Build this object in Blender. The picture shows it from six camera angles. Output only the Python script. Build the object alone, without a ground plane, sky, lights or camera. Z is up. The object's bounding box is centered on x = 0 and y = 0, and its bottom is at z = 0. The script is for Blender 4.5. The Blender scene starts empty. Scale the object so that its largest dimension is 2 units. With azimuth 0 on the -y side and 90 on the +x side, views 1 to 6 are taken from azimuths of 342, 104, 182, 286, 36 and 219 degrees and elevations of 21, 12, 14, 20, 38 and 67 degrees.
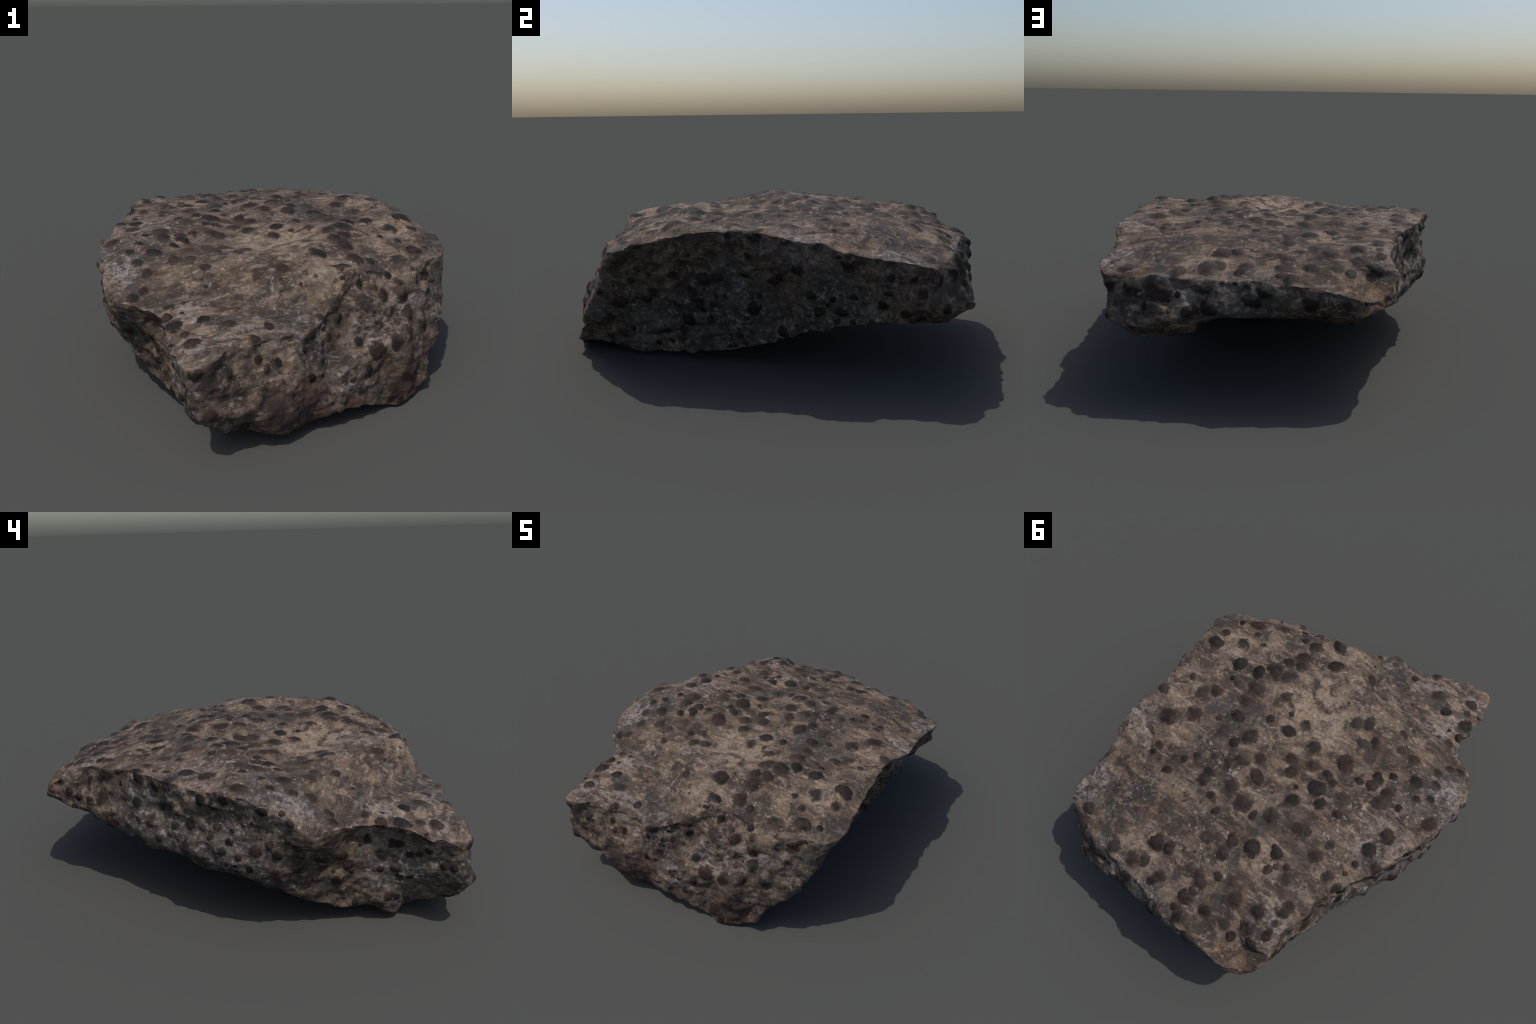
import bpy, bmesh, math, random
import numpy as np
from mathutils import Matrix, Quaternion, Vector, noise
from mathutils.bvhtree import BVHTree

random.seed(11)
rng = np.random.default_rng(11)

# ------------------------------------------------------------------ the rock's form
# A slab of garnet schist.  Stations run round the slab (seen from above, counter-clockwise);
# each has a profile of four points: top rim, upper side, lower side, bottom edge.
STATIONS = [
    ("front right corner", (0.7804, -0.4425, 0.534), (0.738, -0.505, 0.43), (0.69, -0.59, 0.28), (0.53, -0.735, 0.06)),
    ("right side", (0.7758, -0.2314, 0.596), (0.703, -0.25, 0.45), (0.605, -0.31, 0.25), (0.5225, -0.395, 0.02)),
    ("right side", (0.741, -0.0302, 0.629), (0.675, -0.04, 0.48), (0.622, -0.07, 0.28), (0.55, -0.1, 0.06)),
    ("right side", (0.7209, 0.1369, 0.624), (0.696, 0.14, 0.5), (0.6, 0.13, 0.29), (0.5625, 0.11, 0.1025)),
    ("right side", (0.7508, 0.2536, 0.619), (0.708, 0.26, 0.5), (0.6175, 0.25, 0.31), (0.5825, 0.25, 0.16)),
    ("right side", (0.7355, 0.3874, 0.594), (0.704, 0.39, 0.49), (0.624, 0.39, 0.32), (0.6075, 0.4, 0.2075)),
    ("right side", (0.7152, 0.513, 0.559), (0.682, 0.52, 0.465), (0.606, 0.52, 0.33), (0.6075, 0.53, 0.23)),
    ("right side", (0.7098, 0.6636, 0.534), (0.655, 0.66, 0.43), (0.622, 0.67, 0.33), (0.59, 0.68, 0.25)),
    ("back right corner", (0.6994, 0.7991, 0.519), (0.668, 0.81, 0.43), (0.648, 0.85, 0.335), (0.56, 0.83, 0.25)),
    ("back", (0.5939, 0.8596, 0.496), (0.59, 0.885, 0.42), (0.575, 0.955, 0.32), (0.5, 0.89, 0.25)),
    ("back", (0.433, 0.9052, 0.509), (0.44, 0.94, 0.43), (0.45, 0.995, 0.33), (0.37, 0.9, 0.27)),
    ("back", (0.2418, 0.9237, 0.507), (0.25, 0.955, 0.43), (0.25, 0.96, 0.375), (0.22, 0.885, 0.33)),
    ("back", (0.0877, 0.944, 0.514), (0.09, 0.962, 0.43), (0.08, 0.955, 0.38), (0.06, 0.88, 0.34)),
    ("back", (-0.0605, 0.966, 0.504), (-0.06, 0.977, 0.42), (-0.07, 0.945, 0.38), (-0.08, 0.86, 0.335)),
    ("back", (-0.2075, 0.9658, 0.494), (-0.21, 0.965, 0.42), (-0.22, 0.935, 0.38), (-0.22, 0.86, 0.325)),
    ("back", (-0.3776, 0.9554, 0.451), (-0.38, 0.965, 0.4), (-0.38, 0.94, 0.37), (-0.36, 0.85, 0.315)),
    ("back left tip", (-0.4682, 0.9021, 0.449), (-0.485, 0.9, 0.415), (-0.475, 0.87, 0.39), (-0.425, 0.8, 0.3625)),
    ("left side", (-0.5156, 0.8368, 0.516), (-0.521, 0.815, 0.43), (-0.522, 0.79, 0.385), (-0.455, 0.73, 0.35)),
    ("left side", (-0.5069, 0.7145, 0.582), (-0.5195, 0.695, 0.46), (-0.5395, 0.655, 0.375), (-0.49, 0.6, 0.305)),
    ("left side", (-0.5345, 0.579, 0.592), (-0.546, 0.555, 0.46), (-0.577, 0.525, 0.355), (-0.525, 0.47, 0.265)),
    ("left side", (-0.5579, 0.4784, 0.602), (-0.571, 0.455, 0.46), (-0.6095, 0.415, 0.3425), (-0.565, 0.36, 0.24)),
    ("left side", (-0.6155, 0.3344, 0.609), (-0.6185, 0.32, 0.46), (-0.662, 0.28, 0.3325), (-0.6, 0.22, 0.2485)),
    ("left side", (-0.6658, 0.2216, 0.609), (-0.666, 0.2, 0.46), (-0.7095, 0.15, 0.325), (-0.635, 0.1, 0.225)),
    ("left side", (-0.728, 0.0654, 0.604), (-0.722, 0.05, 0.45), (-0.7595, 0, 0.315), (-0.665, -0.03, 0.215)),
    ("left side", (-0.776, -0.0805, 0.616), (-0.7585, -0.1, 0.45), (-0.777, -0.13, 0.305), (-0.675, -0.17, 0.1925)),
    ("left bulge", (-0.7878, -0.2565, 0.574), (-0.7735, -0.26, 0.45), (-0.75, -0.27, 0.3), (-0.67, -0.3, 0.155)),
    ("left bulge", (-0.7625, -0.4074, 0.512), (-0.771, -0.395, 0.43), (-0.68, -0.36, 0.29), (-0.635, -0.4, 0.115)),
    ("notch", (-0.6901, -0.5181, 0.482), (-0.66, -0.5, 0.41), (-0.625, -0.46, 0.27), (-0.565, -0.5, 0.07)),
    ("notch", (-0.6208, -0.5776, 0.474), (-0.56, -0.56, 0.4), (-0.5875, -0.56, 0.255), (-0.53, -0.6, 0.06)),
    ("nose flank", (-0.6054, -0.7011, 0.471), (-0.545, -0.68, 0.39), (-0.565, -0.68, 0.24), (-0.515, -0.69, 0.03)),
    ("nose flank", (-0.614, -0.8244, 0.441), (-0.575, -0.8, 0.38), (-0.55, -0.8, 0.25), (-0.44, -0.76, 0.05)),
    ("nose tip", (-0.5555, -0.9629, 0.419), (-0.562, -0.96, 0.33), (-0.54, -0.975, 0.22), (-0.43, -0.925, 0.1)),
    ("front", (-0.4129, -0.9253, 0.461), (-0.4, -0.95, 0.36), (-0.38, -0.975, 0.22), (-0.34, -0.91, 0.075)),
    ("front", (-0.2922, -0.8926, 0.456), (-0.27, -0.91, 0.35), (-0.25, -0.955, 0.2), (-0.21, -0.935, 0.05)),
    ("front", (-0.1745, -0.8528, 0.439), (-0.16, -0.89, 0.34), (-0.14, -0.945, 0.2), (-0.12, -0.895, 0.04)),
    ("front", (-0.0575, -0.826, 0.439), (-0.05, -0.86, 0.34), (-0.04, -0.91, 0.2), (0, -0.895, 0.07)),
    ("front", (0.0737, -0.756, 0.474), (0.07, -0.785, 0.38), (0.08, -0.88, 0.22), (0.1, -0.9, 0.07)),
    ("front ridge", (0.1738, -0.6557, 0.588), (0.175, -0.7, 0.45), (0.19, -0.83, 0.25), (0.2, -0.88, 0.06)),
    ("front", (0.2628, -0.6203, 0.569), (0.268, -0.69, 0.46), (0.28, -0.8, 0.25), (0.31, -0.84, 0.01)),
    ("front", (0.4239, -0.6096, 0.534), (0.42, -0.675, 0.43), (0.42, -0.775, 0.25), (0.415, -0.82, 0.01)),
    ("front", (0.6048, -0.5486, 0.529), (0.59, -0.61, 0.42), (0.55, -0.69, 0.25), (0.48, -0.785, 0.01)),
]
# heights of the upper face inside the rim: plateau, fault edge and foot, lower shelf of the nose
TOP_POINTS = [
    (.166, -.60, .58), (.487, -.198, .63), (.675, -.22, .632), (.38, -.22, .642), (.315, -.27, .64),
    (-.06, -.08, .60), (-.035, .04, .612), (-.13, 0, .604), (.147, .214, .645), (.25, .35, .632),
    (.09, .33, .632), (.60, .23, .63), (.51, .14, .615), (.49, 0, .61), (-.165, .48, .602), (-.26, .44, .597),
    (.18, .75, .568), (.11, .875, .535), (-.05, .73, .56), (-.37, .69, .59), (-.25, .11, .638),
    (-.29, -.27, .59), (-.24, -.11, .607), (-.41, -.15, .612), (-.56, -.25, .612), (-.58, .16, .615), (-.65, -.01, .632), (-.42, .42, .60),
    (0.47, 0.38, 0.614), (.56, .60, .572), (.36, .60, .604), (0.12, 0.51, 0.607), (0, -.26, .582), (.16, -.40, .636), (.20, -.50, .60),
    (.06, -.67, .588), (-.034, -.60, .585), (-.153, -.525, .588), (-.274, -.475, .59), (-.408, -.40, .588), (-.534, -.35, .58),
    (.03, -.73, .49), (-.069, -.69, .485), (-.191, -.63, .487), (-.296, -.585, .495), (-.412, -.53, .51), (-.546, -.454, .53),
    (-.105, -.767, .46), (-.227, -.708, .47), (-.338, -.663, .482), (-.447, -.62, .49), (-.407, -.796, .476), (-.52, -.80, .472),
]
# cracks that run over the upper face: the foot of the fault, and the ridge behind the right corner
CRACKS = [
    ("fault", .0042, .010, [(.05, -.73), (-.06, -.655), (-.17, -.59), (-.285, -.54), (-.41, -.475), (-.56, -.40)]),
    ("right corner", .0080, .007, [(.46, .78), (.49, .70), (.50, .55), (.51, .46), (.57, .37), (.66, .32)]),
]
# hollows (and, with a negative depth, knobs) in the broken sides: place, radius, depth
DENTS = [
    ((-.69, -.40, .31), .06, .014), ((-.55, -.72, .39), .09, .024), ((-.58, -.87, .345), .05, .020), ((-.63, -.54, .40), .06, .018),
    ((-.62, .31, .50), .08, .016), ((-.745, -.02, .52), .07, .014), ((.036, -.85, .27), .05, .018), ((-.05, -.915, .13), .06, .008),
    ((.20, -.80, .33), .05, .012), ((-.36, -.96, .12), .05, .018), ((-.55, -.36, .05), .08, -.022), ((-.22, -.93, .10), .07, -.012),
    ((.44, -.70, .36), .06, .010),
]
BOTTOM_POINTS = [
    (0, -.65, .03), (.22, -.55, .02), (-.25, -.72, .03), (0, -.25, .08), (.25, .1, .12), (-.3, -.25, .11),
    (-.3, .2, .20), (0, .3, .20), (.3, .4, .20), (0, .6, .30), (.3, .7, .28), (-.25, .6, .30), (.3, -.25, .05),
]


def catmull(P, n, closed):
    """Resample a polyline of points P (k, d...) to n points with a Catmull-Rom curve."""
    P = np.asarray(P, float)
    k = len(P)
    t = np.arange(n) * k / n if closed else np.linspace(0, k - 1, n)
    i = np.floor(t).astype(int)
    if not closed:
        i = np.minimum(i, k - 2)
    f = (t - i).reshape((-1,) + (1,) * (P.ndim - 1))
    g = (lambda j: P[j % k]) if closed else (lambda j: P[np.clip(j, 0, k - 1)])
    a, b, c, d = g(i - 1), g(i), g(i + 1), g(i + 2)
    return .5 * (2 * b + (c - a) * f + (2 * a - 5 * b + 4 * c - d) * f ** 2 + (3 * b - a - 3 * c + d) * f ** 3)


def thin_plate(points, smooth=1e-4):
    """Height function through scattered points (x, y, z)."""
    Q = np.asarray(points, float)
    X, z, n = Q[:, :2], Q[:, 2], len(Q)
    U = lambda r2: .5 * r2 * np.log(r2 + 1e-12)
    K = U(((X[:, None] - X[None]) ** 2).sum(-1)) + smooth * np.eye(n)
    P = np.c_[np.ones(n), X]
    A = np.block([[K, P], [P.T, np.zeros((3, 3))]])
    w = np.linalg.solve(A, np.r_[z, np.zeros(3)])
    return lambda XY: U(((XY[:, None] - X[None]) ** 2).sum(-1)) @ w[:n] + np.c_[np.ones(len(XY)), XY] @ w[n:]


AROUND, DOWN, INWARD = 328, 26, 46
CENTRE = np.array([-.03, -.06])


def cap(ring, height, n):
    """Concentric rings from the given ring to the centre; heights from the function, meeting the ring."""
    out = []
    own = ring[:, 2] - height(ring[:, :2])
    for k in range(1, n):
        f = 1 - k / n
        xy = CENTRE + (ring[:, :2] - CENTRE) * f
        out.append(np.c_[xy, height(xy) + own * max(0, 1 - k / 4)])
    return out, np.array([*CENTRE, height(CENTRE[None])[0]])


def build_shell():
    prof = np.array([s[1:] for s in STATIONS])                 # station, level, xyz
    side = catmull(prof, AROUND, True)                          # around, level, xyz
    side = np.swapaxes(catmull(np.swapaxes(side, 0, 1), DOWN, False), 0, 1)
    top_z = thin_plate([s[1] for s in STATIONS] + TOP_POINTS)
    bot_z = thin_plate([s[4] for s in STATIONS] + BOTTOM_POINTS)
    rings = [side[:, j] for j in range(DOWN)]
    top, top_c = cap(rings[0], top_z, INWARD)
    bot, bot_c = cap(rings[-1], bot_z, INWARD)
    rings = top[::-1] + rings + bot
    V = np.concatenate(rings + [top_c[None], bot_c[None]])
    n, m = AROUND, len(rings)
    F = []
    for r in range(m - 1):
        for i in range(n):
            j = (i + 1) % n
            F.append((r * n + i, (r + 1) * n + i, (r + 1) * n + j, r * n + j))
    for i in range(n):
        j = (i + 1) % n
        F.append((m * n, i, j))
        F.append((m * n + 1, (m - 1) * n + j, (m - 1) * n + i))
    me = bpy.data.meshes.new("rock_body")
    me.from_pydata(V.tolist(), [], F)
    me.update()
    return me


# crystals standing out of the upper face: x, y, radius
GARNETS_ON_TOP = {
    "black": [
        (0.67, -0.22, 0.041), (0.56, -0.31, 0.031), (0.68, -0.31, 0.026), (0.68, -0.44, 0.017), (0.49, -0.20, 0.036), (0.38, -0.22, 0.031),
        (0.48, -0.37, 0.015), (0.14, 0.21, 0.039), (0.32, 0.31, 0.023), (0.14, 0.42, 0.023), (0.31, 0.03, 0.031), (0.23, 0.15, 0.027),
        (0.36, 0.36, 0.018), (0.47, -0.12, 0.014), (0.55, -0.41, 0.020), (0.22, 0.34, 0.025), (0.51, 0.42, 0.014), (0.32, -0.27, 0.036),
        (0.24, -0.38, 0.026), (0.17, -0.62, 0.036), (0.18, -0.06, 0.021), (0.12, -0.15, 0.013), (0.03, -0.15, 0.027), (0.07, -0.07, 0.029),
        (-0.07, -0.08, 0.036), (-0.22, -0.00, 0.030), (-0.22, 0.09, 0.037), (-0.35, -0.07, 0.020), (-0.41, -0.14, 0.029), (-0.46, -0.19, 0.022),
        (-0.56, -0.24, 0.028), (-0.64, -0.29, 0.028), (-0.61, -0.36, 0.023), (-0.17, 0.20, 0.028), (-0.28, 0.14, 0.028), (-0.57, -0.07, 0.019),
        (-0.61, -0.16, 0.022), (-0.66, -0.21, 0.017), (-0.45, -0.71, 0.027), (-0.52, -0.63, 0.012), (-0.57, -0.71, 0.029), (-0.39, -0.50, 0.010),
        (-0.29, -0.64, 0.009), (-0.50, -0.56, 0.013), (-0.69, -0.46, 0.023), (-0.13, 0.32, 0.030), (-0.14, 0.14, 0.015), (0.40, -0.62, 0.017),
        (0.47, -0.54, 0.025), (0.34, -0.55, 0.020), (0.08, 0.46, 0.019), (-0.17, 0.49, 0.038), (-0.27, 0.44, 0.026), (-0.24, 0.42, 0.015),
        (-0.30, 0.49, 0.013), (-0.07, 0.80, 0.021), (-0.09, 0.92, 0.031), (-0.17, 0.83, 0.025), (-0.37, 0.69, 0.034), (-0.45, 0.63, 0.024),
        (-0.43, 0.81, 0.030), (0.01, 0.96, 0.025), (-0.58, 0.17, 0.032), (-0.43, 0.26, 0.019), (-0.57, 0.26, 0.016), (-0.57, 0.40, 0.026),
        (-0.54, -0.85, 0.010),
    ],
    "wine_red": [
        (0.03, 0.22, 0.029), (0.49, -0.02, 0.029), (0.49, 0.15, 0.033), (0.57, 0.24, 0.037), (0.33, -0.06, 0.036), (0.33, -0.14, 0.038),
        (0.19, 0.08, 0.040), (0.26, 0.26, 0.019), (0.08, 0.14, 0.029), (0.18, 0.25, 0.023), (0.22, 0.38, 0.030), (0.09, 0.33, 0.033),
        (-0.00, 0.35, 0.037), (0.51, 0.38, 0.020), (0.39, 0.45, 0.021), (0.60, -0.47, 0.033), (0.25, -0.29, 0.040), (0.27, -0.44, 0.033),
        (0.27, -0.54, 0.036), (0.11, -0.50, 0.036), (0.19, -0.20, 0.030), (-0.03, 0.04, 0.026), (-0.13, -0.00, 0.026), (-0.07, 0.09, 0.032),
        (-0.25, -0.10, 0.040), (-0.26, 0.02, 0.023), (-0.41, -0.09, 0.026), (-0.49, -0.33, 0.028), (-0.29, -0.29, 0.027), (-0.49, -0.10, 0.024),
        (-0.37, -0.42, 0.021), (-0.07, -0.56, 0.022), (-0.21, -0.79, 0.020), (-0.29, -0.87, 0.024), (-0.56, -0.57, 0.022), (-0.53, -0.84, 0.027),
        (-0.64, -0.44, 0.018), (-0.37, 0.13, 0.020), (-0.28, 0.29, 0.034), (-0.73, -0.11, 0.027), (0.30, -0.36, 0.029), (0.20, 0.74, 0.033),
        (0.14, 0.72, 0.026), (-0.07, 0.59, 0.029), (-0.07, 0.52, 0.025), (-0.34, 0.46, 0.016), (-0.05, 0.73, 0.025), (-0.08, 0.75, 0.023),
        (-0.12, 0.68, 0.024), (0.09, 0.84, 0.027), (0.11, 0.88, 0.024), (-0.06, 0.84, 0.028), (-0.05, 0.90, 0.020), (-0.46, 0.59, 0.027),
        (-0.46, 0.68, 0.020), (-0.37, 0.77, 0.029), (-0.46, 0.74, 0.022), (-0.33, 0.84, 0.020), (-0.07, 0.37, 0.022), (-0.25, 0.71, 0.029),
        (-0.31, 0.28, 0.024), (-0.61, 0.07, 0.030), (-0.72, -0.09, 0.027), (-0.41, 0.34, 0.028), (-0.56, 0.32, 0.013), (-0.51, 0.38, 0.023),
        (-0.66, 0.22, 0.024), (-0.54, 0.59, 0.027), (0.01, -0.78, 0.019), (-0.30, -0.88, 0.020), (-0.54, -0.78, 0.020),
    ],
    "dusty": [
        (0.70, 0.14, 0.029), (0.40, 0.38, 0.018), (0.43, -0.11, 0.016), (0.63, -0.00, 0.019), (0.54, 0.03, 0.027), (0.31, 0.13, 0.030),
        (0.38, 0.09, 0.016), (-0.25, -0.25, 0.028), (-0.21, -0.35, 0.028), (-0.16, -0.31, 0.028), (-0.35, 0.06, 0.040), (-0.49, -0.04, 0.032),
        (-0.37, -0.77, 0.029), (-0.41, -0.33, 0.021), (0.24, 0.85, 0.036), (0.20, 0.83, 0.024), (0.03, 0.58, 0.027), (-0.01, 0.55, 0.022),
        (-0.28, 0.52, 0.020), (-0.19, 0.66, 0.026), (-0.28, 0.82, 0.026), (0.59, 0.81, 0.031), (0.36, 0.87, 0.028), (-0.00, 0.72, 0.024),
        (-0.38, 0.50, 0.026),
    ],
}
# crystals in the broken sides: bearing from the middle (degrees), height, radius
GARNETS_ON_SIDES = {
    "black": [
        (-70, 0.52, 0.017), (-82, 0.42, 0.020), (-78, 0.42, 0.011), (-77, 0.32, 0.021), (-76, 0.21, 0.019), (-94, 0.26, 0.019),
        (-52, 0.30, 0.025), (-79, 0.13, 0.016), (-114, 0.37, 0.027), (-161, 0.38, 0.017), (-139, 0.29, 0.017), (-147, 0.32, 0.017),
        (-132, 0.26, 0.015), (-103, 0.35, 0.015), (-134, 0.39, 0.021), (-136, 0.37, 0.013), (-129, 0.37, 0.019), (-128, 0.37, 0.019),
        (-142, 0.34, 0.021), (-131, 0.32, 0.021), (-127, 0.33, 0.017), (-149, 0.32, 0.016), (-155, 0.30, 0.022), (-122, 0.30, 0.016),
        (-127, 0.12, 0.015), (-125, 0.36, 0.014), (-156, 0.42, 0.016), (-158, 0.53, 0.017), (134, 0.57, 0.026), (147, 0.59, 0.025),
        (124, 0.46, 0.018), (126, 0.44, 0.019), (146, 0.47, 0.020), (154, 0.56, 0.024), (157, 0.48, 0.021), (162, 0.50, 0.022),
        (175, 0.56, 0.023), (180, 0.55, 0.023), (-176, 0.59, 0.023), (164, 0.42, 0.016), (158, 0.35, 0.020), (-175, 0.41, 0.016),
        (-177, 0.37, 0.018), (-165, 0.57, 0.022), (-173, 0.28, 0.018), (-169, 0.31, 0.016), (11, 0.61, 0.022), (9, 0.53, 0.017),
        (-7, 0.42, 0.018), (-18, 0.21, 0.026), (-9, 0.21, 0.019), (10, 0.29, 0.026), (17, 0.42, 0.022), (19, 0.44, 0.017),
        (29, 0.37, 0.024), (32, 0.29, 0.020), (38, 0.29, 0.022), (40, 0.37, 0.017), (35, 0.35, 0.014), (46, 0.39, 0.015),
        (45, 0.46, 0.019), (54, 0.34, 0.020), (-29, 0.15, 0.018), (-34, 0.07, 0.016), (-29, 0.31, 0.020), (-37, 0.35, 0.015),
        (7, 0.43, 0.014), (-1, 0.34, 0.012), (-24, 0.44, 0.013), (-26, 0.46, 0.016), (46, 0.33, 0.017), (12, 0.35, 0.015),
        (59, 0.46, 0.036), (76, 0.48, 0.030), (87, 0.44, 0.031), (100, 0.44, 0.031), (63, 0.40, 0.017), (67, 0.32, 0.024),
        (90, 0.48, 0.031),
    ],
    "wine_red": [
        (-72, 0.27, 0.032), (-65, 0.28, 0.027), (-94, 0.42, 0.024), (-87, 0.37, 0.017), (-83, 0.46, 0.017), (-59, 0.30, 0.022),
        (-63, 0.46, 0.025), (-56, 0.43, 0.026), (-56, 0.49, 0.020), (-43, 0.48, 0.025), (-60, 0.06, 0.018), (-68, 0.09, 0.028),
        (-117, 0.24, 0.024), (-120, 0.40, 0.019), (-155, 0.38, 0.025), (-143, 0.22, 0.018), (-152, 0.15, 0.021), (-106, 0.34, 0.015),
        (-109, 0.33, 0.012), (-136, 0.09, 0.016), (-140, 0.29, 0.020), (-142, 0.21, 0.022), (-150, 0.39, 0.019), (-126, 0.23, 0.018),
        (-128, 0.22, 0.015), (-129, 0.13, 0.020), (-148, 0.16, 0.017), (-123, 0.30, 0.015), (-128, 0.47, 0.017), (-119, 0.41, 0.015),
        (129, 0.43, 0.020), (153, 0.41, 0.024), (138, 0.36, 0.016), (171, 0.45, 0.023), (170, 0.35, 0.026), (-167, 0.39, 0.022),
        (-163, 0.42, 0.019), (-166, 0.20, 0.014), (-163, 0.22, 0.016), (-8, 0.42, 0.025), (-3, 0.43, 0.020), (-12, 0.30, 0.023),
        (24, 0.48, 0.022), (36, 0.50, 0.023), (-42, 0.12, 0.023), (-26, 0.35, 0.024), (21, 0.18, 0.021), (-6, 0.30, 0.017),
        (-22, 0.15, 0.018), (48, 0.46, 0.015), (-13, 0.36, 0.022), (-18, 0.43, 0.021), (65, 0.46, 0.038), (73, 0.39, 0.029),
        (77, 0.40, 0.031), (62, 0.34, 0.022), (108, 0.43, 0.018), (53, 0.46, 0.023),
    ],
    "dusty": [
        (-68, 0.36, 0.023), (-56, 0.37, 0.026), (-71, 0.45, 0.028), (-147, 0.28, 0.020), (-117, 0.36, 0.030), (-104, 0.17, 0.042),
        (-129, 0.27, 0.018), (-123, 0.08, 0.022), (-179, 0.46, 0.018), (144, 0.40, 0.018), (-21, 0.29, 0.020), (50, 0.40, 0.021),
    ],
}


# ------------------------------------------------------------------ relief of the stone
def fbm(P, scale, octaves=4, stretch=(1, 1, 1), offset=0.0):
    k = np.array(stretch) * scale
    Q = P * k + offset
    f = noise.fractal
    return np.array([f(q, 1.0, 2.1, octaves) for q in Q.tolist()])


def ridged(P, scale, stretch=(1, 1, 1), offset=0.0):
    Q = P * (np.array(stretch) * scale) + offset
    f = noise.noise
    return 1 - 2 * np.abs(np.array([f(q) for q in Q.tolist()]))


def smoothstep(x, a, b):
    t = np.clip((x - a) / (b - a), 0, 1)
    return t * t * (3 - 2 * t)


def mesh_arrays(me):
    V = np.empty(len(me.vertices) * 3)
    me.vertices.foreach_get("co", V)
    N = np.empty(len(me.vertices) * 3)
    me.vertices.foreach_get("normal", N)
    return V.reshape(-1, 3), N.reshape(-1, 3)


def bvh(me):
    return BVHTree.FromPolygons([v.co[:] for v in me.vertices], [p.vertices[:] for p in me.polygons])


def find_garnets(tree):
    """(point, normal, radius, kind) of every crystal on the undisturbed stone."""
    out = []
    for kind, rows in GARNETS_ON_TOP.items():
        for x, y, r in rows:
            hit = tree.ray_cast(Vector((x, y, 2)), Vector((0, 0, -1)))
            if hit[0]:
                out.append((hit[0], hit[1], r, kind))
    for kind, rows in GARNETS_ON_SIDES.items():
        for bearing, z, r in rows:
            a = math.radians(bearing)
            d = Vector((math.cos(a), math.sin(a), 0))
            hit = tree.ray_cast(d * 2 + Vector((0, 0, z)), -d)
            if hit[0]:
                out.append((hit[0], hit[1], r, kind))
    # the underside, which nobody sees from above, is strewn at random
    for _ in range(1500):
        d = Vector(rng.normal(size=3)).normalized()
        hit = tree.ray_cast(Vector((d.x * 1.6, d.y * 2.0, .35 + 1.4 * d.z)), Vector((rng.uniform(-.5, .5), rng.uniform(-.7, .7), .35)) - Vector((d.x * 1.6, d.y * 2.0, .35 + 1.4 * d.z)))
        r = float(rng.uniform(.007, .015))
        if len(out) < 390 and hit[0] and -.3 < hit[1].z < .75 and all((hit[0] - q[0]).length > 1.15 * (r + q[2]) for q in out):
            out.append((hit[0], hit[1], r, "wine_red"))
    tries = 0
    while tries < 900:
        tries += 1
        p = Vector((rng.uniform(-.75, .75), rng.uniform(-.95, .95), -1))
        r = float(rng.uniform(.016, .036))
        hit = tree.ray_cast(p, Vector((0, 0, 1)))
        if not hit[0] or hit[1].z > -.45:
            continue
        if all((hit[0] - q[0]).length > 1.25 * (r + q[2]) for q in out):
            out.append((hit[0], hit[1], r, ("black", "wine_red", "wine_red", "dusty")[int(rng.integers(4))]))
    return out


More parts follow.
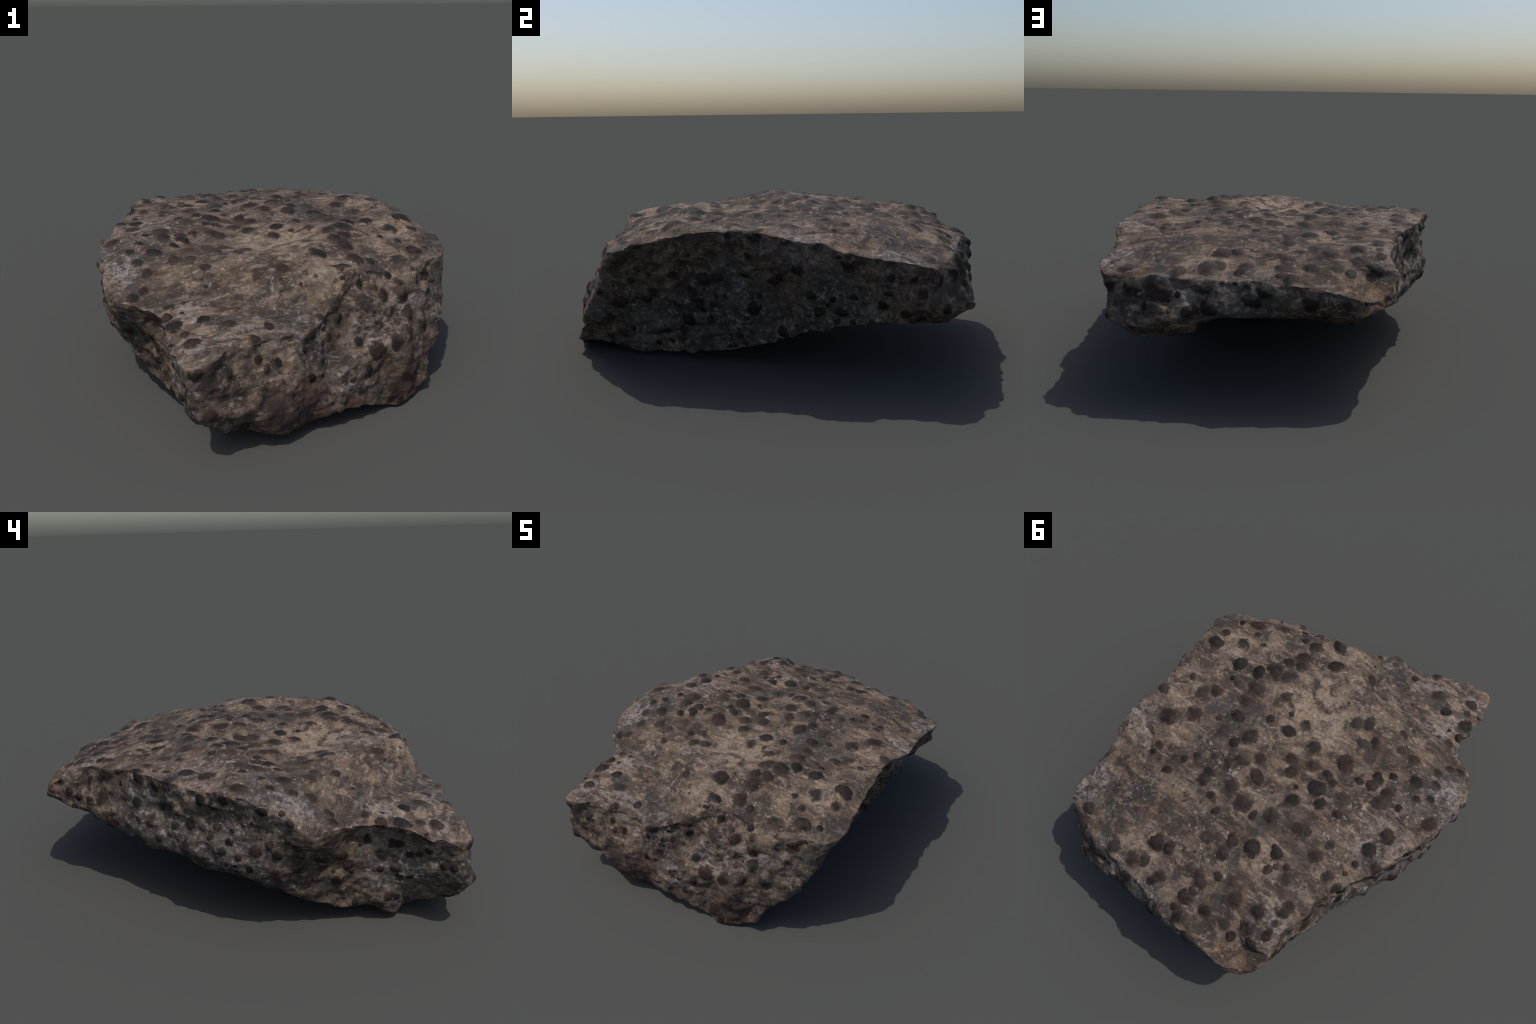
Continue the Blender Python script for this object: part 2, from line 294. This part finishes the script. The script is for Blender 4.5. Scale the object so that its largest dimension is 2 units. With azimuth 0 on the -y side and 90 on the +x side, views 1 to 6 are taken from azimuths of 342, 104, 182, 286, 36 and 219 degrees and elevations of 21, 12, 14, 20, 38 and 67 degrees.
def displace(me, garnets):
    V, N = mesh_arrays(me)
    side = 1 - smoothstep(np.abs(N[:, 2]), .60, .95)
    h = fbm(V, 6.5, 3, offset=3.1) * (.007 + .009 * side) - .004
    h += fbm(V, 15.0, 3, (1, 1, 1.3), 7.7) * (.003 + .007 * side)
    h += ridged(V, 7.0, (1, 1, 1.5), 1.3) * .0065 * side
    h += fbm(V, 38.0, 2, offset=9.2) * .0014
    h *= np.where(N[:, 2] < -.4, .6, 1.0)
    wob = .02 * np.array([noise.noise_vector(q)[:2] for q in (V * 7.0).tolist()])
    for _, deep, wide, line in CRACKS:
        line = np.array(line)
        d = np.full(len(V), 9.0)
        for a, b in zip(line[:-1], line[1:]):
            e = b - a
            f = np.clip(((V[:, :2] + wob - a) @ e) / (e @ e), 0, 1)
            d = np.minimum(d, np.linalg.norm(V[:, :2] + wob - a - f[:, None] * e, axis=1))
        h -= deep * np.exp(-(d / wide) ** 2) * smoothstep(N[:, 2], .5, .8)
    for at, wide, deep in DENTS:
        h -= deep * np.exp(-((V - np.array(at)) ** 2).sum(1) / wide ** 2)
    mound = np.zeros(len(V))
    for p, n, r, kind in garnets:
        d = V - np.array(p)
        near = np.where((d * d).sum(1) < (3.2 * r) ** 2)[0]
        if not len(near):
            continue
        d = d[near]
        nn = np.array(n)
        along = d @ nn
        flat2 = (d * d).sum(1) - along ** 2
        s = (1.4 if kind != "dusty" else 1.4) * r
        a = MOUND[kind] * r * (.5 if n.z < -.4 else 1)
        b = a * np.exp(-flat2 / s ** 2) * smoothstep(N[near] @ nn, .25, .8)
        mound[near] = np.maximum(mound[near], b) + .35 * np.minimum(mound[near], b)
    # chipped edges: the rim wanders in every direction
    rim = np.exp(-((np.abs(N[:, 2]) - .6) / .33) ** 2)
    chips = np.array([noise.noise_vector(q) for q in (V * 10.0 + 5.0).tolist()]) + .5 * np.array([noise.noise_vector(q) for q in (V * 23.0 + 2.0).tolist()])
    V = V + chips * (.016 * rim)[:, None] + N * (h + mound)[:, None]
    V[:, 2] = np.where(V[:, 2] < .02, .02 + .6 * (V[:, 2] - .02), V[:, 2])
    V[:, 2] = np.maximum(V[:, 2], .001)
    me.vertices.foreach_set("co", V.ravel())
    me.update()


MOUND = {"black": .38, "wine_red": .34, "dusty": .40}


# ------------------------------------------------------------------ materials
class Nodes:
    """Small helper that builds a node tree."""

    def __init__(self, name):
        self.mat = bpy.data.materials.new(name)
        self.mat.use_nodes = True
        self.t = self.mat.node_tree
        self.bsdf = self.t.nodes["Principled BSDF"]
        self.co = self.t.nodes.new("ShaderNodeTexCoord").outputs["Object"]

    def put(self, socket, value):
        if isinstance(value, bpy.types.NodeSocket):
            self.t.links.new(value, socket)
        elif isinstance(value, tuple) and len(value) == 3 and socket.type == "RGBA":
            socket.default_value = (*value, 1)
        else:
            socket.default_value = value

    def mapped(self, scale=(1, 1, 1), rot=(0, 0, 0), loc=(0, 0, 0), co=None):
        n = self.t.nodes.new("ShaderNodeMapping")
        self.put(n.inputs["Vector"], co or self.co)
        n.inputs["Scale"].default_value = scale
        n.inputs["Rotation"].default_value = rot
        n.inputs["Location"].default_value = loc
        return n.outputs[0]

    def noise(self, scale, detail=6, rough=.6, distortion=0.0, co=None):
        n = self.t.nodes.new("ShaderNodeTexNoise")
        self.put(n.inputs["Vector"], co or self.co)
        for k, v in (("Scale", scale), ("Detail", detail), ("Roughness", rough), ("Distortion", distortion)):
            n.inputs[k].default_value = v
        return n.outputs["Fac"]

    def ramp(self, fac, a, b, lo=0.0, hi=1.0):
        n = self.t.nodes.new("ShaderNodeMapRange")
        n.interpolation_type = "SMOOTHSTEP"
        self.put(n.inputs["Value"], fac)
        for k, v in (("From Min", a), ("From Max", b), ("To Min", lo), ("To Max", hi)):
            n.inputs[k].default_value = v
        return n.outputs["Result"]

    def math(self, op, a, b=0.0):
        n = self.t.nodes.new("ShaderNodeMath")
        n.operation = op
        self.put(n.inputs[0], a)
        self.put(n.inputs[1], b)
        return n.outputs[0]

    def mix(self, fac, a, b, mode="MIX"):
        n = self.t.nodes.new("ShaderNodeMix")
        n.data_type, n.blend_type = "RGBA", mode
        self.put(n.inputs[0], fac)
        self.put(n.inputs[6], a)
        self.put(n.inputs[7], b)
        return n.outputs[2]

    def near(self, point, radius, soft=.6):
        """1 inside a patch round a point of the stone, with a frayed edge."""
        n = self.t.nodes.new("ShaderNodeVectorMath")
        n.operation = "DISTANCE"
        self.put(n.inputs[0], self.co)
        n.inputs[1].default_value = point
        frayed = self.math("ADD", n.outputs["Value"], self.math("MULTIPLY", self.math("SUBTRACT", self.noise(9, 6, .65), .5), radius * 1.3))
        return self.ramp(frayed, radius, radius * (1 - soft))

    def most(self, *facs):
        out = facs[0]
        for f in facs[1:]:
            out = self.math("MAXIMUM", out, f)
        return out

    def bump(self, height, strength, distance, normal=None):
        n = self.t.nodes.new("ShaderNodeBump")
        n.inputs["Strength"].default_value = strength
        n.inputs["Distance"].default_value = distance
        self.put(n.inputs["Height"], height)
        if normal is not None:
            self.put(n.inputs["Normal"], normal)
        return n.outputs[0]


# colours (linear)
BROWN, TAN, PALE_TAN = (.070, .0505, .0395), (.143, .102, .0735), (.282, .209, .153)
SLATE, LILAC, WHITE = (.044, .041, .037), (.146, .125, .112), (.37, .335, .315)
UMBER, RUST, WINE = (.043, .0325, .0260), (.23, .125, .062), (.060, .035, .028)
FOLIATION = (0, 0, -.69)          # the streaks of the schist run along this bearing


def schist_colour(m):
    """Colour of the schist at a place in the stone (coordinates of the rock body), and its grain."""
    streaks = m.noise(1.0, 8, .70, .6, m.mapped((8, 26, 30), FOLIATION))
    clouds = m.noise(5.0, 9, .68, .9)
    blotch = m.noise(11.0, 9, .70, .6, m.mapped(loc=(4, 2, 7)))
    grain = m.noise(70.0, 6, .78)
    c = m.mix(m.ramp(clouds, .44, .58), BROWN, TAN)
    c = m.mix(m.math("MULTIPLY", m.ramp(streaks, .51, .64), .7), c, PALE_TAN)
    c = m.mix(m.math("MULTIPLY", m.ramp(streaks, .48, .36), .75), c, UMBER)
    # stained dark brown blotches and grey slate films
    c = m.mix(m.math("MULTIPLY", m.ramp(blotch, .50, .42), .9), c, UMBER)
    c = m.mix(m.math("MULTIPLY", m.ramp(m.noise(4.0, 8, .66, .7, m.mapped(loc=(1, 8, 3))), .54, .64), .8), c, SLATE)
    # mica: lilac-grey films and white flecks
    zone = m.noise(3.0, 5, .6, .4, m.mapped(loc=(7, 1, 2)))
    c = m.mix(m.math("MULTIPLY", m.ramp(m.noise(12.0, 9, .74, .9, m.mapped(loc=(2, 5, 9))), .53, .66), .55), c, LILAC)
    flecks = m.math("MULTIPLY", m.ramp(m.noise(44.0, 8, .72, .15), .55, .65), m.ramp(zone, .40, .58, .08, 1.0))
    c = m.mix(m.math("MULTIPLY", flecks, .65), c, WHITE)
    # pale tan hollow of the plateau and its ledge
    hollow = m.most(m.near((.02, -.24, .58), .30), m.near((-.24, .50, .6), .13), m.near((.12, -.60, .58), .14), m.near((.25, .80, .54), .15), m.near((.60, -.30, .6), .12))
    c = m.mix(m.math("MULTIPLY", m.math("MULTIPLY", hollow, m.ramp(m.noise(15, 8, .74, .5), .40, .58)), .8), c, PALE_TAN)
    # fresher, greyer breaks on the sides
    fresh = m.most(*[m.near(q, .24, .8) for q in ((-.74, -.05, .38), (-.60, .36, .40), (-.50, -.72, .25), (.66, .05, .30), (.64, .45, .35), (.60, -.45, .25), (.10, .95, .40))])
    c = m.mix(m.math("MULTIPLY", m.math("MULTIPLY", fresh, m.ramp(clouds, .36, .56)), .75), c, (.090, .080, .071))
    c = m.mix(m.math("MULTIPLY", m.math("MULTIPLY", fresh, m.ramp(m.noise(52.0, 8, .74, .1), .53, .63)), .75), c, WHITE)
    # bare white quartz along the broken edges
    quartz = m.most(m.near((.61, .63, .26), .12), m.near((-.68, .16, .42), .10), m.near((.10, -.88, .15), .15), m.near((.28, -.75, .36), .16), m.near((-.05, -.84, .40), .15), m.near((-.72, -.27, .56), .14), m.near((.66, .70, .51), .15), m.near((-.62, .10, .58), .14), m.near((-.50, -.65, .47), .14), m.near((.70, .35, .58), .14))
    c = m.mix(m.math("MULTIPLY", m.math("MULTIPLY", quartz, m.ramp(m.noise(30, 9, .76, .2), .48, .66)), .62), c, WHITE)
    smear = m.most(*[m.near(q, .17, .9) for q in ((-.70, -.30, .55), (.68, .72, .50), (-.56, -.86, .42), (-.30, -.82, .45), (.10, -.85, .30), (.45, -.66, .42), (.72, .30, .58), (-.60, .15, .58), (.30, .92, .46), (-.45, .70, .56), (-.50, -.60, .48))])
    c = m.mix(m.math("MULTIPLY", m.math("MULTIPLY", smear, m.ramp(m.noise(1.0, 9, .74, .5, m.mapped((11, 24, 24), FOLIATION)), .47, .60)), .7), c, (.245, .208, .184))
    # iron stain
    rust = m.most(m.near((-.40, .93, .45), .13), m.near((-.36, .17, .62), .07))
    c = m.mix(m.math("MULTIPLY", m.math("MULTIPLY", rust, m.ramp(m.noise(17, 8, .74), .44, .62)), .75), c, RUST)
    wine = m.most(m.near((-.14, -.92, .10), .24), m.near((.42, -.80, .08), .18), m.near((.12, -.92, .06), .18))
    c = m.mix(m.math("MULTIPLY", m.math("MULTIPLY", wine, m.ramp(m.noise(8, 7, .66), .38, .54)), .9), c, WINE)
    return m.mix(.9, c, m.ramp(grain, .25, .75, .55, 1.5), "MULTIPLY"), grain


def schist_bump(m, grain):
    coarse = m.bump(m.noise(1.0, 8, .70, .5, m.mapped((20, 55, 60), FOLIATION)), .55, .008)
    return m.bump(grain, .4, .004, coarse)


def matrix_material(body):
    m = Nodes("schist_matrix")
    c, grain = schist_colour(m)
    m.put(m.bsdf.inputs["Base Color"], c)
    m.bsdf.inputs["Roughness"].default_value = .82
    m.bsdf.inputs["Specular IOR Level"].default_value = .18
    m.put(m.bsdf.inputs["Normal"], schist_bump(m, grain))
    return m.mat


def garnet_material(name, body, dark, light, cover):
    """Garnet, near-black to wine red; its rim frays out under a skin of the schist it sits in."""
    m = Nodes(name)
    own = m.co                                       # the crystal's own space, radius 1
    stone = m.t.nodes.new("ShaderNodeTexCoord")
    stone.object = body
    m.co = stone.outputs["Object"]                   # the stone's space
    schist, grain = schist_colour(m)
    info = m.t.nodes.new("ShaderNodeObjectInfo")
    c = m.mix(m.ramp(m.noise(24, 6, .65, .5), .38, .64), dark, light)
    c = m.mix(m.math("MULTIPLY", info.outputs["Random"], .4), c, light)
    c = m.mix(.7, c, m.ramp(grain, .25, .75, .7, 1.35), "MULTIPLY")
    sep = m.t.nodes.new("ShaderNodeSeparateXYZ")
    m.put(sep.inputs[0], own)
    r2 = m.math("ADD", m.math("MULTIPLY", sep.outputs[0], sep.outputs[0]), m.math("MULTIPLY", sep.outputs[1], sep.outputs[1]))
    fray = m.math("ADD", m.math("MULTIPLY", m.math("SUBTRACT", m.noise(26, 4, .6, .6), .5), 3.0), m.math("MULTIPLY", m.math("SUBTRACT", m.noise(52, 7, .75, .4), .5), 1.1))
    frayed = m.math("ADD", r2, fray)
    frayed = m.math("ADD", frayed, m.ramp(info.outputs["Random"], 0, 1, -.28, .32))     # some are worn down to a stain
    skin = m.math("MAXIMUM", m.ramp(frayed, .40, 1.25), m.ramp(r2, 1.0, 1.5))
    halo = m.math("MULTIPLY", m.ramp(m.math("ADD", r2, m.math("MULTIPLY", fray, 1.5)), 2.1, .7), m.ramp(r2, 2.2, 1.2, 0, .75))
    schist = m.mix(halo, schist, m.mix(.5, UMBER, light))
    dust = m.math("MULTIPLY", m.ramp(m.noise(40, 8, .76, .6), .60 - cover, .70 - cover), .8)
    m.put(m.bsdf.inputs["Base Color"], m.mix(m.math("MAXIMUM", skin, dust), c, schist))
    m.put(m.bsdf.inputs["Roughness"], m.ramp(skin, 0, 1, .62, .82))
    m.bsdf.inputs["Specular IOR Level"].default_value = .18
    m.put(m.bsdf.inputs["Normal"], schist_bump(m, grain))
    return m.mat


# ------------------------------------------------------------------ garnet crystals
RINGS, SPOKES = 11, 28


def garnet_mesh(name, frame, r, kind, tree, material, skirt=1.55):
    """A worn many-faced crystal: its crown follows the mound it raises in the schist, its root lies in the stone."""
    origin, x, y, n = frame
    lobes = [(rng.uniform(.03, .12), rng.uniform(0, 6.28), k) for k in (3, 4, 7)]
    planes = [(rng.uniform(0, 6.28), rng.uniform(.30, .60)) for _ in range(6)]
    cut = {"black": .13, "wine_red": .09, "dusty": .06}[kind]
    crown, root = [[None] * SPOKES for _ in range(RINGS)], [[None] * SPOKES for _ in range(RINGS)]
    first = tree.ray_cast(origin + n * r * 1.6, -n, r * 3.2)
    z0 = (first[0] - origin).dot(n) / r if first[0] else 0
    for j in range(SPOKES):
        a = 2 * math.pi * j / SPOKES
        reach = skirt * (1 + sum(w * math.sin(k * a + p) for w, p, k in lobes))
        last, stopped = (0, 0, z0), False
        for i in range(RINGS):
            f = (i + 1) / RINGS
            u, v = reach * f * math.cos(a), reach * f * math.sin(a)
            hit = tree.ray_cast(origin + (x * u + y * v) * r + n * r * 1.6, -n, r * 3.2)
            z = (hit[0] - origin).dot(n) / r if hit[0] else -9
            if stopped or not hit[0] or hit[1].dot(n) < .30 or abs(z - last[2]) > 2.2 * reach / RINGS:
                stopped = True                            # the stone breaks away here: the skin of the crystal ends
                u, v, z = last[0] * 1.004, last[1] * 1.004, last[2] - .05
                last = (u, v, z)
                crown[i][j] = (u, v, z - .06)
            else:
                last = (u, v, z)
                facet = min(min(0.0, d - (u * math.cos(q) + v * math.sin(q)) * .8) for q, d in planes)
                lift = (cut + .6 * cut * facet / .5) * max(0, 1 - (.94 * skirt * f) ** 2) + .045 - .12 * f ** 4
                crown[i][j] = (u, v, z + lift)
            c = crown[i][j]
            root[i][j] = (c[0] * .97, c[1] * .97, min(c[2] - .05, -.75 * math.sqrt(max(0, 1 - f * f)) - .12))
    crown, root = sum(crown, []), sum(root, [])
    top = tree.ray_cast(origin + n * r * 1.6, -n, r * 3.2)
    apex = ((top[0] - origin).dot(n) / r if top[0] else 0) + cut + .035
    V = crown + root[:-SPOKES] + [(0, 0, apex), (0, 0, -.87)]
    m, k = RINGS * SPOKES, (2 * RINGS - 1) * SPOKES
    low = lambda i, j: m + i * SPOKES + j if i < RINGS - 1 else i * SPOKES + j      # both skins share the outer ring
    F = []
    for j in range(SPOKES):
        q = (j + 1) % SPOKES
        F += [(k, j, q), (k + 1, low(0, q), low(0, j))]
        for i in range(RINGS - 1):
            F.append((i * SPOKES + j, (i + 1) * SPOKES + j, (i + 1) * SPOKES + q, i * SPOKES + q))
            F.append((low(i, j), low(i, q), low(i + 1, q), low(i + 1, j)))
    me = bpy.data.meshes.new(name)
    me.from_pydata(V, [], F)
    me.shade_smooth()
    me.materials.append(material)
    return me


# ------------------------------------------------------------------ build
def main():
    coll = bpy.context.collection
    rock = bpy.data.objects.new("garnet_schist_rock", None)
    coll.objects.link(rock)
    rock["label"] = "rough brown slab of rock studded with dark garnet crystals"
    rock["category"] = "rock"

    body = bpy.data.objects.new("rock_body", build_shell())
    coll.objects.link(body)
    mod = body.modifiers.new("remesh", "REMESH")
    mod.mode, mod.voxel_size = "VOXEL", .0062
    mod = body.modifiers.new("soften", "SMOOTH")
    mod.iterations, mod.factor = 13, .5
    bpy.context.view_layer.update()
    me = bpy.data.meshes.new_from_object(body.evaluated_get(bpy.context.evaluated_depsgraph_get()))
    body.modifiers.clear()
    body.data = me
    me.name = "rock_body"
    garnets = find_garnets(bvh(me))
    displace(me, garnets)
    me.shade_smooth()
    me.materials.clear()
    me.materials.append(matrix_material(body))
    body.parent = rock

    looks = {
        "black": garnet_material("garnet_black", body, (.0112, .0088, .0071), (.0270, .0205, .0162), -.02),
        "wine_red": garnet_material("garnet_wine_red", body, (.0165, .0108, .0088), (.040, .0250, .0198), .035),
        "dusty": garnet_material("garnet_dusty", body, (.026, .0190, .0155), (.048, .0350, .0275), .07),
    }
    tree = bvh(me)
    garnets.sort(key=lambda g: -(g[2] + (1 if g[1].z > -.45 else 0)))
    rest = bmesh.new()
    for i, (p, n, r, kind) in enumerate(garnets):
        hit = tree.ray_cast(p + n * .12, -n)
        foot = hit[0] - n * r * MOUND[kind] if hit[0] else p
        x = n.orthogonal().normalized()
        x.rotate(Quaternion(n, float(rng.uniform(0, 6.28))))
        y = n.cross(x)
        long = float(rng.uniform(.98, 1.22))
        frame = (foot, x * long, y / long, n)
        size = r * float(rng.uniform(.92, 1.2))
        gm = garnet_mesh("garnet", frame, size, kind, tree, looks[kind], 1.55 if i < 300 else 1.1)
        place = Matrix((x, y, n)).transposed().to_4x4() @ Matrix.Diagonal((size * long, size / long, size, 1))
        place.translation = foot
        if i < 300:
            ob = bpy.data.objects.new("garnet", gm)
            coll.objects.link(ob)
            ob.matrix_world = place
            ob.parent = rock
        else:
            gm.transform(place)
            rest.from_mesh(gm)
            bpy.data.meshes.remove(gm)
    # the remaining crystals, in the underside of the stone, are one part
    small = bpy.data.meshes.new("garnet_grains")
    rest.to_mesh(small)
    rest.free()
    small.materials.append(buried_material())
    grains = bpy.data.objects.new("garnet_grains", small)
    grains["kind"] = "stuff"
    coll.objects.link(grains)
    grains.parent = rock


def buried_material():
    m = Nodes("garnet_buried")
    c = m.mix(m.ramp(m.noise(9, 5, .6), .4, .6), (.018, .0135, .011), (.042, .027, .021))
    c = m.mix(m.math("MULTIPLY", m.ramp(m.noise(60, 7, .74), .50, .64), .7), c, (.085, .065, .050))
    m.put(m.bsdf.inputs["Base Color"], c)
    m.bsdf.inputs["Roughness"].default_value = .8
    m.bsdf.inputs["Specular IOR Level"].default_value = .18
    return m.mat


main()
